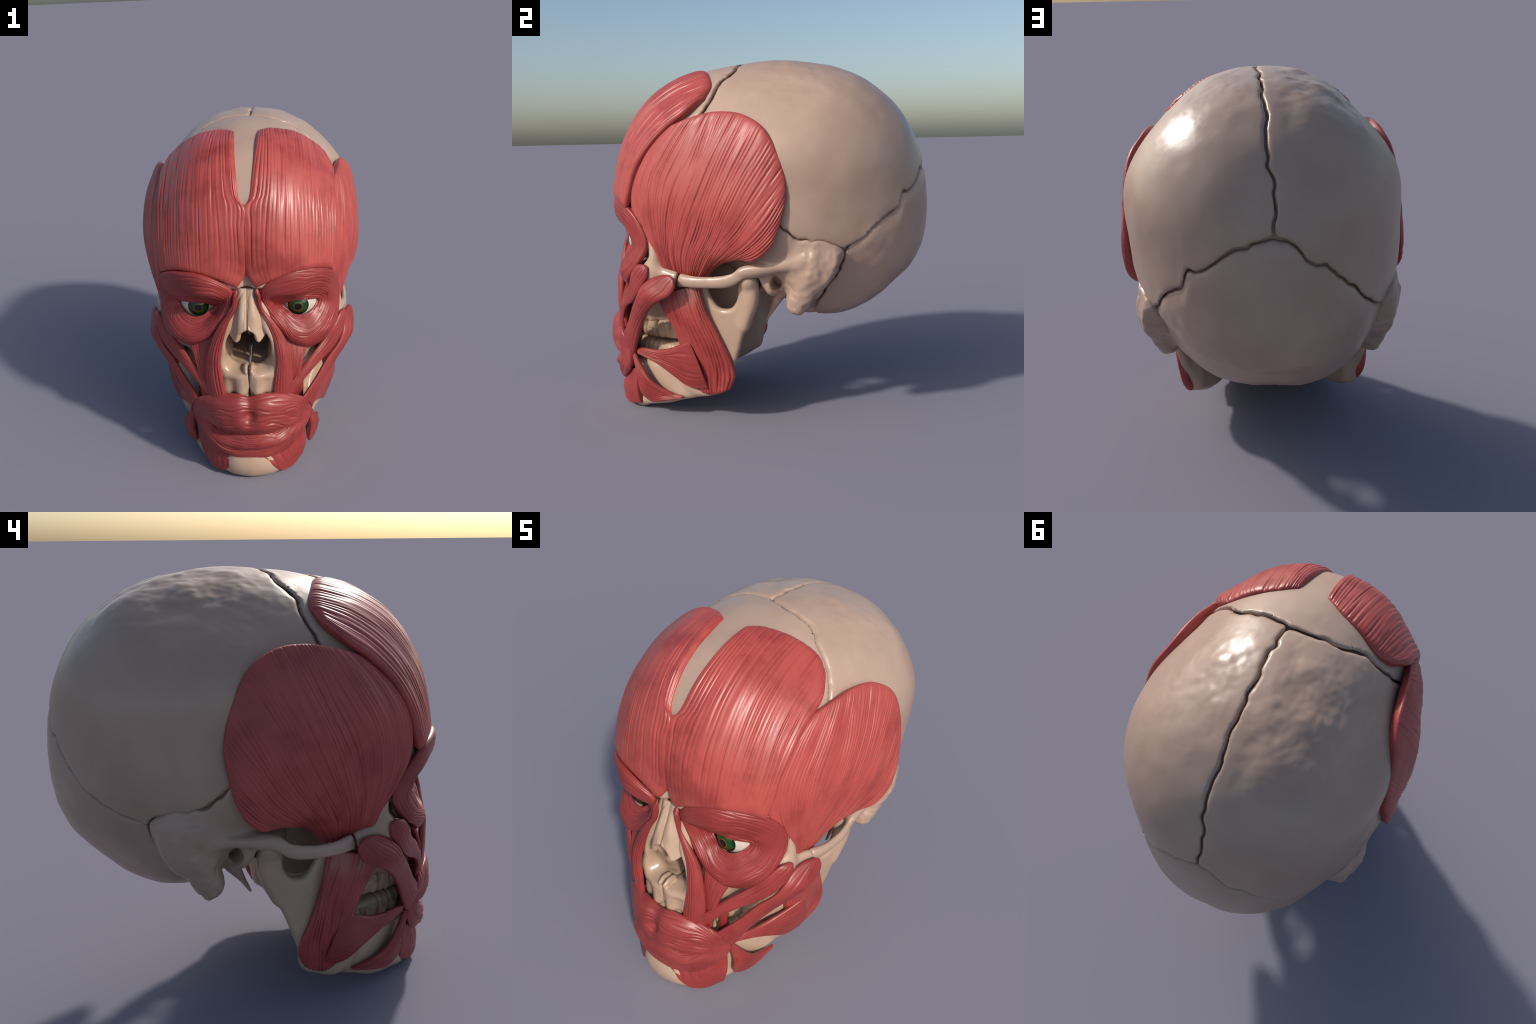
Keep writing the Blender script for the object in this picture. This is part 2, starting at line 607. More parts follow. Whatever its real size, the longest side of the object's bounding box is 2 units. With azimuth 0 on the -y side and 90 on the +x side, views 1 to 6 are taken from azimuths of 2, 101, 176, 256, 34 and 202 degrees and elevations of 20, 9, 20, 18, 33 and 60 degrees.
def frontal_bone(p):
    X = np.abs(p[:, 0])
    q = np.c_[X, p[:, 1:]]
    f = braincase_relief(p)
    brow = tube(q, [(0.06, -0.765, 1.19), (0.22, -0.745, 1.18), (0.37, -0.675, 1.19), (0.455, -0.58, 1.18), (0.487, -0.52, 1.09)],
                [0.03, 0.035, 0.035, 0.032, 0.026])
    f = smin(f, brow, 0.05)
    orbit = ellipsoid(q, (0.29, -0.66, 1.02), (0.16, 0.30, 0.135))
    f = smax(f, -orbit, 0.02)
    f = smax(f, -(braincase(p) + 0.10), 0.01)
    f = smax_all(RIM, f, s_coronal(p) + GAP, 1.165 - p[:, 2] - 0.14 * np.clip(X - 0.08, 0, 0.5))
    return f


def parietal_bone(side):
    def f(p):
        b = braincase_relief(p)
        return smax_all(RIM, shell(b), -s_coronal(p) + GAP, -side * s_sagittal(p) + GAP,
                        -s_lambdoid(p) + GAP, -s_squamous(p) + GAP)
    return f


def occipital_bone(p):
    b = braincase_relief(p)
    b = b + 0.006 * np.clip(1 + s_lambdoid(p) / 0.05, 0, 1)
    return smax_all(RIM, shell(b), s_lambdoid(p) + GAP, -s_mastoid(p) + 1.3 * GAP)


def temporal_bone(p, side):
    """p is given for x > 0; side says which half of the (uneven) braincase it sits on"""
    b = shell(braincase_relief(p * np.array([side, 1, 1])))
    low = np.clip((1.0 - p[:, 2]) / 0.12, 0, 1)
    near = np.clip((p[:, 1] + 0.36) / 0.2, 0, 1) * np.clip((0.42 - p[:, 1]) / 0.2, 0, 1)
    tuck = (0.0 if side > 0 else 0.022) * low * np.clip((p[:, 1] - 0.15) / 0.15, 0, 1)
    p = np.c_[p[:, 0] + (0.034 if side > 0 else 0.008) * low * near + tuck, p[:, 1],
              p[:, 2] + (0.008 if side > 0 else 0.05) * low * np.clip((p[:, 1] - 0.15) / 0.15, 0, 1)]
    x, y, z = p.T
    region = smax_all(RIM, s_squamous(p) + GAP, s_mastoid(p) + GAP, 0.3 - x, -0.36 - y, 0.74 - z)
    f = smax(b, region, RIM)
    mast = smin(ellipsoid(p, (0.545, 0.40, 0.95), (0.058, 0.13, 0.13)),
                tube(p, [(0.53, 0.37, 0.93), (0.522, 0.325, 0.81), (0.52, 0.290, 0.722)], [0.080, 0.076, 0.052]), 0.05)
    mast = mast + 0.010 * fbm(x * 11, y * 11, z * 11, 81, 3) - 0.005 * np.clip(noise3(x * 34, y * 34, z * 34, 85) - 0.35, 0, 1)
    mast = smax_all(RIM, mast, s_mastoid(p) + GAP, s_squamous(p) + GAP)
    f = smin(f, mast, 0.06)
    ridge = tube(p, [(0.595, 0.32, 0.965), (0.598, 0.22, 0.930), (0.596, 0.12, 0.910), (0.598, 0.02, 0.892)],
                 [0.008, 0.014, 0.018, 0.024])
    root = ellipsoid(p, (0.530, 0.10, 0.912), (0.075, 0.10, 0.034))
    f = smin(f, smin(ridge, root, 0.05), 0.05)
    arch = tube(p, [(0.590, 0.09, 0.905), (0.600, 0.02, 0.886), (0.610, -0.045, 0.857), (0.61, -0.15, 0.844), (0.588, -0.24, 0.843), (0.548, -0.325, 0.847)],
                [0.021, 0.026, 0.032, 0.030, 0.031, 0.036], (1.8, 1, 1))
    arch = smax(arch, -(y + 0.335) + 0.25 * (z - 0.85), 0.012)
    f = smin(f, arch, 0.03)
    plate = ellipsoid(p, (0.49, 0.155, 0.83), (0.075, 0.045, 0.075))
    f = smin(f, plate, 0.03)
    petrous = tube(p, [(0.52, 0.10, 0.86), (0.40, 0.04, 0.84), (0.30, 0.0, 0.82)], [0.05, 0.09, 0.10])
    f = smin(f, petrous, 0.03)
    canal = tube(p, [(0.72, 0.19, 0.83), (0.42, 0.18, 0.835)], [0.046, 0.024], (1, 1.25, 0.85))
    f = smax(f, -canal, 0.015)
    fossa = ellipsoid(p, (0.53, 0.05, 0.835), (0.10, 0.055, 0.05))
    f = smax(f, -fossa, 0.02)
    styl = tube(p, [(0.45, 0.185, 0.76), (0.437, 0.15, 0.69), (0.425, 0.10, 0.60)], [0.032, 0.018, 0.006])
    return smin(f, styl, 0.02)


def zygomatic_bone(p):
    x, y, z = p.T
    f = tube(p, [(0.50, -0.495, 1.115), (0.505, -0.485, 1.03), (0.512, -0.475, 0.95), (0.495, -0.49, 0.88)],
             [0.022, 0.022, 0.032, 0.045], (1.15, 1, 1))
    f = smin(f, tube(p, [(0.495, -0.49, 0.885), (0.522, -0.42, 0.872), (0.545, -0.335, 0.852)], [0.055, 0.036, 0.036], (1.5, 1, 1)), 0.04)
    body = tube(p, [(0.485, -0.49, 0.865), (0.43, -0.56, 0.83), (0.37, -0.61, 0.815)], [0.045, 0.054, 0.05])
    f = smin(f, body, 0.05)
    f = smax(f, (y + 0.345) - 0.25 * (z - 0.85), 0.012)
    f = smax(f, 0.40 - x - 0.8 * (z - 0.82), 0.02)
    f = smax(f, -ellipsoid(p, (0.29, -0.66, 1.03), (0.155, 0.30, 0.135)), 0.02)
    return f


# ---- jaws and face
UPPER_ARCH = [(0, -0.80), (0.05, -0.792), (0.11, -0.762), (0.17, -0.695), (0.215, -0.62), (0.25, -0.52), (0.275, -0.42)]
LOWER_ARCH = [(0, -0.765), (0.05, -0.758), (0.11, -0.73), (0.165, -0.68), (0.21, -0.61), (0.25, -0.52), (0.29, -0.42)]


def maxilla(p):
    x, y, z = p.T
    f, arc = curtain(p, UPPER_ARCH, [0.535, 0.535, 0.53, 0.53, 0.54, 0.55, 0.56], [0.69] * 7,
                     [0.045, 0.047, 0.052, 0.055, 0.058, 0.06, 0.06], 0.04)
    roots = 0.5 + 0.5 * np.cos(2 * np.pi * (arc - 0.038) / 0.076)
    f = f - 0.015 * roots * np.clip((0.75 - z) / 0.12, 0, 1) * np.clip((-0.5 - y) / 0.1, 0, 1)
    body = ellipsoid(p, (0.225, -0.585, 0.755), (0.125, 0.155, 0.155))
    f = smin(f, body, 0.08)
    cheek = tube(p, [(0.26, -0.62, 0.79), (0.36, -0.63, 0.805), (0.42, -0.60, 0.815)], [0.06, 0.052, 0.05])
    f = smin(f, cheek, 0.05)
    nasal = tube(p, [(0.155, -0.76, 0.70), (0.142, -0.783, 0.79), (0.118, -0.785, 0.89), (0.092, -0.768, 1.0), (0.062, -0.738, 1.15)],
                 [0.05, 0.032, 0.034, 0.032, 0.022])
    f = smin(f, nasal, 0.035)
    sill = tube(p, [(0.0, -0.78, 0.655), (0.07, -0.775, 0.655), (0.15, -0.76, 0.70)], [0.045, 0.038, 0.032])
    f = smin(f, sill, 0.06)
    cavity = tube(p, [(0.0, -1.0, 0.83), (0.0, -0.70, 0.82), (0.0, -0.25, 0.82)], [0.112, 0.108, 0.10], (0.86, 1, 0.80))
    f = smax(f, -cavity, 0.018)
    apex = tube(p, [(0.0, -0.84, 0.84), (0.0, -0.72, 1.05)], [0.075, 0.035])
    f = smax(f, -apex, 0.018)
    f = smax(f, -ellipsoid(p, (0.072, -0.845, 0.745), (0.062, 0.085, 0.065)), 0.03)
    f = smin(f, ellipsoid(p, (0.245, -0.43, 0.63), (0.062, 0.09, 0.11)), 0.04)
    palate = tube(p, [(0.07, -0.74, 0.655), (0.09, -0.40, 0.655)], [0.09, 0.13], (1, 1, 3.5))
    f = smin(f, palate, 0.03)
    spine = tube(p, [(0.014, -0.78, 0.70), (0.016, -0.815, 0.705), (0.014, -0.845, 0.69)], [0.018, 0.014, 0.011])
    f = smin(f, spine, 0.015)
    f = smax(f, -ellipsoid(p, (0.29, -0.62, 1.03), (0.155, 0.30, 0.135)), 0.02)
    f = smax(f, x - 0.425 + 0.6 * (z - 0.82), 0.02)
    return smax(f, 0.0035 + 0.003 * noise3(y * 20, z * 20, 0, 91) - x, 0.014)


RAMUS = [(0.075, 0.83), (0.078, 0.735), (0.035, 0.63), (-0.002, 0.53), (-0.03, 0.44), (-0.075, 0.33), (-0.10, 0.27),
         (-0.15, 0.21), (-0.24, 0.17), (-0.36, 0.19), (-0.41, 0.32), (-0.39, 0.45), (-0.35, 0.58), (-0.295, 0.74),
         (-0.265, 0.835), (-0.235, 0.86), (-0.205, 0.82), (-0.175, 0.74), (-0.125, 0.685), (-0.065, 0.69),
         (-0.025, 0.75), (-0.015, 0.84), (0.03, 0.875)]


def mandible(p):
    lower = np.clip((0.68 - p[:, 2]) / 0.25, 0, 1)
    wide = (0.004 + 0.038 * lower) * np.clip((p[:, 1] + 0.80) / 0.25, 0, 1)
    X = np.abs(np.where(p[:, 0] < 0, np.minimum(p[:, 0] + wide, 0), p[:, 0]))
    fwd = np.where(p[:, 0] < 0, 0.030, 0.0) * np.clip((0.65 - p[:, 2]) / 0.2, 0, 1) * np.clip((p[:, 1] + 0.45) / 0.2, 0, 1)
    q = np.c_[X, p[:, 1] + fwd, p[:, 2] + np.where(p[:, 0] < 0, 0.026, 0.0) * np.clip((p[:, 1] + 0.7) / 0.2, 0, 1) * np.clip((0.5 - p[:, 2]) / 0.2, 0, 1)]
    y, z = q[:, 1], q[:, 2]
    f, arc = curtain(q, [(0, -0.82), (0.09, -0.805), (0.17, -0.74), (0.24, -0.655), (0.292, -0.53), (0.322, -0.40),
                         (0.362, -0.25), (0.41, -0.13)],
                     [0.02, 0.015, 0.015, 0.03, 0.058, 0.10, 0.15, 0.21], [0.325, 0.325, 0.325, 0.325, 0.33, 0.46, 0.60, 0.60],
                     [0.05, 0.052, 0.055, 0.055, 0.053, 0.05, 0.045, 0.04], 0.05)
    chin = ellipsoid(q, (0.0, -0.81, 0.096), (0.15, 0.088, 0.085))
    f = smin(f, chin, 0.05)
    f = smin(f, tube(q, [(0.0, -0.82, 0.068), (0.13, -0.785, 0.065), (0.22, -0.69, 0.064)], [0.055, 0.055, 0.05]), 0.04)
    prof = plate_profile(y, z, RAMUS)
    xr = np.interp(z, [0.14, 0.3, 0.6, 0.87], [0.39, 0.425, 0.46, 0.48]) + 0.17 * np.clip(y + 0.20, 0, 0.25) + 0.35 * np.clip(y + 0.28, -0.2, 0)
    plate = smax(prof, np.abs(X - xr) - 0.026, 0.03)
    f = smin(f, plate, 0.05)
    neck = tube(q, [(0.49, 0.01, 0.60), (0.505, 0.045, 0.74), (0.50, 0.045, 0.84)], [0.025, 0.036, 0.04])
    f = smin(f, neck, 0.04)
    f = smin(f, tube(q, [(0.42, 0.03, 0.85), (0.535, 0.04, 0.845)], [0.036, 0.036]), 0.03)
    return f - 0.002 * noise3(p[:, 0] * 9, y * 9, z * 9, 14)


def sphenoid_bone(p):
    """lining of the braincase, middle of the skull base and the pterygoid plates"""
    X = np.abs(p[:, 0])
    q = np.c_[X, p[:, 1:]]
    f = braincase(p) + 0.034
    f = smax(f, -(braincase(p) + 0.075), 0.01)
    orbit = ellipsoid(q, (0.29, -0.62, 1.02), (0.16, 0.30, 0.14))
    f = smax(f, -orbit, 0.02)
    base = tube(q, [(0.0, -0.28, 0.88), (0.0, -0.05, 0.83), (0.0, 0.2, 0.72)], [0.08, 0.11, 0.09])
    f = smin(f, base, 0.04)
    wing = tube(q, [(0.16, -0.30, 0.84), (0.30, -0.36, 0.92), (0.43, -0.42, 1.02)], [0.05, 0.06, 0.04], (1, 1.6, 1))
    f = smin(f, wing, 0.05)
    pt = tube(q, [(0.17, -0.30, 0.82), (0.19, -0.31, 0.70), (0.20, -0.29, 0.57)], [0.045, 0.055, 0.04], (2.0, 1, 1))
    f = smin(f, pt, 0.02)
    med = tube(q, [(0.12, -0.30, 0.82), (0.12, -0.31, 0.70), (0.125, -0.30, 0.58)], [0.03, 0.045, 0.025], (2.0, 1, 1))
    f = smin(f, med, 0.02)
    f = smin(f, ellipsoid(q, (0.25, -0.17, 0.74), (0.03, 0.17, 0.16)), 0.02)
    f = smin(f, ellipsoid(q, (0.0, -0.30, 0.80), (0.20, 0.06, 0.20)), 0.03)
    condyle = ellipsoid(q, (0.14, 0.30, 0.635), (0.045, 0.09, 0.045))
    return smin(f, condyle, 0.03)


def nasal_septum(p):
    x, y, z = p.T
    prof = plate_profile(y, z, [(-0.76, 0.95), (-0.70, 0.88), (-0.62, 0.80), (-0.62, 0.74), (-0.70, 0.68), (-0.66, 0.655),
                                (-0.40, 0.66), (-0.38, 0.95), (-0.55, 1.02), (-0.72, 1.06), (-0.78, 1.0)])
    bend = -0.012 + 0.02 * np.sin((z - 0.66) * 14) * np.clip((-0.5 - y) / 0.2, 0, 1)
    return smax(prof, np.abs(x - bend) - 0.006 - 0.006 * noise3(y * 14, z * 14, 0, 5), 0.012)


def turbinate(p):
    return tube(p, [(0.085, -0.56, 0.80), (0.08, -0.48, 0.79), (0.075, -0.40, 0.79)], [0.016, 0.024, 0.018], (1, 1, 0.8)) \
        + 0.004 * noise3(p[:, 0] * 30, p[:, 1] * 20, p[:, 2] * 30, 6)


bone("frontal_bone", frontal_bone, (-0.66, -0.86, 1.0), (0.66, 0.02, 2.03), 0.0115, BONE)
for side in (1, -1):
    lo = (-0.06 if side > 0 else -0.70, -0.47, 0.92)
    hi = (0.70 if side > 0 else 0.06, 0.97, 2.03)
    bone("parietal_bone", parietal_bone(side), lo, hi, 0.0105, BONE)
bone("occipital_bone", occipital_bone, (-0.64, 0.22, 0.48), (0.64, 0.98, 1.48), 0.0115, BONE)
for side in (1, -1):
    P, F = surface_nets(lambda p: temporal_bone(p, side), (0.28, -0.38, 0.57), (0.70, 0.62, 1.27), 0.0085)
    add_mesh("temporal_bone", *((P, F) if side > 0 else flip(P, F)), BONE)
bone_pair("zygomatic_bone", zygomatic_bone, (0.33, -0.72, 0.73), (0.62, -0.28, 1.16), 0.008, FACE_BONE)
bone_pair("maxilla", maxilla, (-0.01, -0.88, 0.50), (0.47, -0.33, 1.18), 0.0075, FACE_BONE)
bone("mandible", mandible, (-0.62, -0.92, -0.03), (0.62, 0.12, 0.92), 0.0095, FACE_BONE)
bone("sphenoid_bone", sphenoid_bone, (-0.64, -0.76, 0.48), (0.64, 0.93, 1.98), 0.02, BONE)
bone("nasal_septum", nasal_septum, (-0.06, -0.84, 0.63), (0.05, -0.35, 1.09), 0.008, FACE_BONE)
bone_pair("nasal_turbinate", turbinate, (0.03, -0.60, 0.74), (0.12, -0.36, 0.84), 0.008, FACE_BONE)


# ------------------------------------------------------------------ teeth
def tooth_mesh(w, d, h, seed):
    """rounded crown: width, depth, height"""
    def f(p):
        q = np.abs(p) / np.array([w, d, h])
        g = (q ** 3.2).sum(1) ** (1 / 3.2)
        r = np.linalg.norm(p, axis=1)
        cusp = 0.006 * np.cos(p[:, 0] / w * 3.0) * (p[:, 2] < 0)
        return r * (1 - 1 / (g + 1e-6)) + cusp + 0.003 * noise3(p[:, 0] * 40, p[:, 1] * 40, p[:, 2] * 20, seed)
    m = max(w, d, h) * 1.25
    return surface_nets(f, (-m, -m, -m), (m, m, m), m / 11)


def place_teeth(arch, zmid, up, widths, out):
    C = spline(arch, 200)
    L = np.r_[0, np.cumsum(np.linalg.norm(np.diff(C, axis=0), axis=1))]
    s = 0.0
    for i, w in enumerate(widths):
        s += w / 2
        k = min(int(np.searchsorted(L, s)), 198)
        c, t = C[k], C[k + 1] - C[k]
        t = t / np.linalg.norm(t)
        nrm = np.array([t[1], -t[0]]) if t[0] * 1 + 0 > 1e9 else np.array([-t[1], t[0]])
        P, F = tooth_mesh(w * 0.52, 0.040 if i < 3 else 0.058, 0.068 if i < 3 else 0.062, 100 + i)
        if not up:
            P = P * np.array([1, 1, -1.0])
            F = F[:, ::-1]
        ax = np.c_[t, nrm]
        W = np.empty_like(P)
        W[:, :2] = c - nrm * (out if i > 2 else out - 0.014) + P[:, :2] @ ax.T
        W[:, 2] = zmid + P[:, 2]
        add_mesh("tooth", W, F, TOOTH)
        add_mesh("tooth", *flip(W, F), TOOTH)
        s += w / 2


place_teeth(UPPER_ARCH, 0.508, True, [0.088, 0.068, 0.076, 0.07, 0.068, 0.098, 0.092], 0.012)
place_teeth(LOWER_ARCH, 0.372, False, [0.062, 0.066, 0.072, 0.072, 0.072, 0.104, 0.10], 0.012)


# ------------------------------------------------------------------ muscles
def sheet(name, rails, nu, nv, thick, mat, fibres=40, depth=0.006, seed=1, closed=False, edge=0.03, ends=(0.02, 0.02),
          back=0.012, wander=0.6, along=3.0, lump=0.003, mirror=False, wrinkle=0.0, across_edges=(1, 1), fade=None):
    """muscle sheet: rails run along the fibres and are lofted side to side; the outer
    face is rounded off towards its borders and furrowed between the fibre bundles"""
    G = np.stack([spline(r, nu + (1 if closed else 0), closed=closed) for r in rails], 1)
    if closed:
        G = G[:-1]
    d = np.linalg.norm(np.diff(G, axis=1), axis=2).mean(0)
    T = np.r_[0, np.cumsum(d)]
    T /= T[-1]
    t = np.linspace(0, 1, nv)
    v = 0.7 * t + 0.3 * (0.5 - 0.5 * np.cos(np.pi * t))
    S = np.stack([hermite(T, G[i], v) for i in range(G.shape[0])], 0)
    n_u = S.shape[0]
    if closed:
        du = np.roll(S, -1, 0) - np.roll(S, 1, 0)
    else:
        du = np.gradient(S, axis=0)
    dv = np.gradient(S, axis=1)
    N = np.cross(du, dv)
    N /= np.linalg.norm(N, axis=2, keepdims=True) + 1e-12
    flipped = (N * (S - np.array([0, 0.0, 0.9]))).sum() < 0
    if flipped:
        N = -N
    for _ in range(2):
        M = N.copy()
        M[:, 1:-1] += N[:, :-2] + N[:, 2:]
        if closed:
            M += np.roll(N, 1, 0) + np.roll(N, -1, 0)
        else:
            M[1:-1] += N[:-2] + N[2:]
        N = M / (np.linalg.norm(M, axis=2, keepdims=True) + 1e-12)
    lv = np.concatenate([np.zeros((n_u, 1)), np.cumsum(np.linalg.norm(np.diff(S, axis=1), axis=2), 1)], 1)
    d0 = lv if across_edges[0] else np.full_like(lv, 9.0)
    d1 = lv[:, -1:] - lv if across_edges[1] else np.full_like(lv, 9.0)
    wid = np.maximum(lv[:, -1:], 1e-6)
    ew = np.minimum(edge, wid * 0.5)

    def round_off(q):
        q = np.clip(q, 0, 1)
        return np.sqrt(np.maximum(1 - (1 - q) ** 2, 0))
    prof = round_off(np.minimum(d0, d1) / ew)
    U = np.linspace(0, 1, n_u, endpoint=not closed)[:, None] * np.ones_like(lv)
    V = np.ones((n_u, 1)) * v[None]
    if not closed:
        lu = np.concatenate([np.zeros((1, nv)), np.cumsum(np.linalg.norm(np.diff(S, axis=0), axis=2), 0)], 0)
        if ends[0]:
            prof = prof * round_off(lu / ends[0])
        if ends[1]:
            prof = prof * round_off((lu[-1:] - lu) / ends[1])
    tt = thick(U, V) if callable(thick) else thick
    if closed:
        a = 2 * np.pi * U
        cu, su = np.cos(a) * along * 0.35, np.sin(a) * along * 0.35
    else:
        cu, su = U * along, 0 * U
    phase = V * fibres + wander * noise3(cu * 0.9, V * fibres * 0.25, su * 0.9, seed)
    ridge = (0.5 + 0.5 * np.cos(2 * np.pi * phase)) ** 3
    vary = 0.45 + 0.75 * noise3(cu * 1.6, np.round(phase) * 1.37, su * 1.6, seed + 5)
    broad = noise3(cu * 0.7, V * fibres * 0.22, su * 0.7, seed + 9)
    fine = noise3(cu * 1.2, V * fibres * 1.9, su * 1.2, seed + 11)
    disp = -depth * ridge * np.clip(vary, 0.05, 1.2) + lump * broad + 0.25 * depth * fine
    if fade:
        disp = disp * (1 - fade[2] * np.clip((U - fade[0]) / (fade[1] - fade[0]), 0, 1))
    if wrinkle:
        w = noise3(cu * 2.6, V * fibres * 0.55, su * 2.6, seed + 21)
        disp = disp - wrinkle * np.clip(1 - np.abs(w) * 5, 0, 1) * np.clip(0.3 + noise3(cu * 3, V * 4, su * 3, seed + 23), 0, 1)
    O = S + N * (tt * prof + disp * prof)[..., None]
    I = S - N * (0.003 + back * prof)[..., None]
    nU, nV = n_u, nv
    P = np.vstack([O.reshape(-1, 3), I.reshape(-1, 3)])
    k = nU * nV
    iu = np.arange(nU if closed else nU - 1)
    A = (iu[:, None] * nV + np.arange(nV - 1)[None]).ravel()
    B = ((((iu + 1) % nU))[:, None] * nV + np.arange(nV - 1)[None]).ravel()
    F = [np.c_[A, B, B + 1, A + 1], np.c_[A + 1, B + 1, B, A] + k]
    a = iu * nV
    b = ((iu + 1) % nU) * nV
    F.append(np.c_[b, a, a + k, b + k])
    e = nV - 1
    F.append(np.c_[a + e, b + e, b + e + k, a + e + k])
    if not closed:
        j = np.arange(nV - 1)
        F.append(np.c_[j, j + 1, j + 1 + k, j + k])
        z = (nU - 1) * nV
        F.append(np.c_[z + j + 1, z + j, z + j + k, z + j + 1 + k])
    F = np.vstack(F)
    if flipped:
        F = F[:, ::-1]
    if mirror:
        P, F = flip(P, F)
    return add_mesh(name, P, F, mat)


def both(name, rails, *a, seed=1, right=None, **k):
    """left muscle and its mirror image; right(p) gives the right side its own slight difference"""
    sheet(name, rails, *a, seed=seed, **k)
    if right:
        rails = [[right(*p) for p in r] for r in rails]
    sheet(name, rails, *a, seed=seed + 50, mirror=True, **k)


def jaw_right(x, y, z):
    """the lower jaw and its muscles reach further out on the right"""
    return x + 0.038 * min(max((y + 0.74) / 0.25, 0), 1) * min(max((0.85 - z) / 0.3, 0), 1), y, z


def masseter_right(x, y, z):
    x = x + 0.004 + 0.038 * min(max((0.68 - z) / 0.25, 0), 1)
    return x, y - 0.040 * min(max((y + 0.32) / 0.2, 0), 1) * min(max((0.75 - z) / 0.2, 0), 1), z


def forehead_right(x, y, z):
    side = min(max((x - 0.15) / 0.25, 0), 1)
    return x + 0.008 * side, y - 0.010 * side, z


def cheek_right(x, y, z):
    return x, y - 0.014, z


def temple_right(x, y, z):
    """fuller in front, flatter and shorter behind than the left one"""
    rear = min(max((y + 0.02) / 0.25, 0), 1) * min(max((z - 0.9) / 0.2, 0), 1)
    front = min(max((0.12 - y) / 0.25, 0), 1) * min(max((z - 0.95) / 0.2, 0), 1) * min(max((1.72 - z) / 0.2, 0), 1)
    return x * (1 - 0.035 * rear) + 0.027 * front, y - 0.028 * rear, z


def brow_right(x, y, z):
    return x, y - 0.012 - 0.020 * min(max((z - 1.05) / 0.08, 0), 1) * min(max((x - 0.1) / 0.1, 0), 1), z + 0.028 * min(max((0.92 - z) / 0.1, 0), 1)


both("frontalis_muscle", [
    [(0.066, -0.31, 1.938), (0.060, -0.442, 1.904), (0.051, -0.562, 1.832), (0.039, -0.656, 1.744), (0.028, -0.706, 1.668), (0.022, -0.720, 1.645), (0.012, -0.734, 1.627), (-0.009, -0.742, 1.618),
     (-0.010, -0.775, 1.50), (-0.010, -0.785, 1.38), (-0.006, -0.780, 1.28), (0.004, -0.778, 1.243), (0.028, -0.788, 1.205), (0.052, -0.788, 1.172)],
    [(0.15, -0.255, 1.937), (0.16, -0.42, 1.890), (0.16, -0.56, 1.815), (0.155, -0.68, 1.69), (0.15, -0.762, 1.53),
     (0.15, -0.786, 1.40), (0.155, -0.793, 1.30), (0.16, -0.79, 1.225)],
    [(0.262, -0.209, 1.911), (0.275, -0.40, 1.852), (0.28, -0.55, 1.758), (0.285, -0.655, 1.63), (0.285, -0.72, 1.50),
     (0.285, -0.752, 1.38), (0.285, -0.772, 1.262)],
    [(0.372, -0.165, 1.845), (0.39, -0.33, 1.785), (0.40, -0.47, 1.69), (0.405, -0.58, 1.565), (0.405, -0.645, 1.44),
     (0.40, -0.682, 1.34), (0.39, -0.71, 1.255)],
    [(0.442, -0.195, 1.788), (0.490, -0.28, 1.712), (0.497, -0.40, 1.628), (0.500, -0.50, 1.528), (0.492, -0.578, 1.404),
     (0.485, -0.613, 1.30), (0.474, -0.642, 1.222)]],
    190, 230, 0.021, FOREHEAD_RED, fibres=25, depth=0.0065, seed=11, edge=0.035, ends=(0.05, 0.035), back=0.03, along=2.6, wander=0.45, lump=0.0025, fade=(0.76, 0.95, 0.75), right=forehead_right)

both("temporalis_muscle", [
    [(0.478, -0.365, 1.65), (0.462, -0.535, 1.49), (0.456, -0.605, 1.35), (0.462, -0.605, 1.20), (0.486, -0.545, 1.08),
     (0.502, -0.485, 0.98), (0.514, -0.458, 0.905)],
    [(0.52, -0.24, 1.69), (0.534, -0.36, 1.52), (0.532, -0.45, 1.35), (0.532, -0.47, 1.20), (0.525, -0.45, 1.05), (0.515, -0.41, 0.895)],
    [(0.545, -0.10, 1.715), (0.580, -0.20, 1.50), (0.584, -0.30, 1.30), (0.56, -0.35, 1.12), (0.53, -0.37, 0.98), (0.505, -0.36, 0.87)],
    [(0.57, 0.05, 1.695), (0.625, -0.05, 1.48), (0.630, -0.14, 1.28), (0.59, -0.23, 1.10), (0.545, -0.29, 0.97), (0.50, -0.31, 0.855)],
    [(0.620, 0.172, 1.615), (0.652, 0.06, 1.40), (0.655, -0.03, 1.23), (0.605, -0.12, 1.08), (0.555, -0.20, 0.965), (0.495, -0.26, 0.845)],
    [(0.645, 0.262, 1.42), (0.672, 0.14, 1.25), (0.650, 0.03, 1.11), (0.605, -0.07, 1.02), (0.54, -0.15, 0.945), (0.49, -0.235, 0.84)],
    [(0.655, 0.267, 1.256), (0.680, 0.19, 1.13), (0.650, 0.08, 1.03), (0.590, -0.02, 0.98), (0.53, -0.11, 0.94), (0.485, -0.22, 0.835)],
    [(0.662, 0.235, 1.138), (0.662, 0.18, 1.03), (0.635, 0.10, 0.972), (0.58, 0.0, 0.968), (0.525, -0.10, 0.945), (0.48, -0.205, 0.835)]],
    190, 330, 0.017, TEMPLE_RED, fibres=54, depth=0.0055, seed=23, edge=0.045, ends=(0.07, 0.0), back=0.05, along=2.8, wander=0.9, lump=0.003,
    right=temple_right)

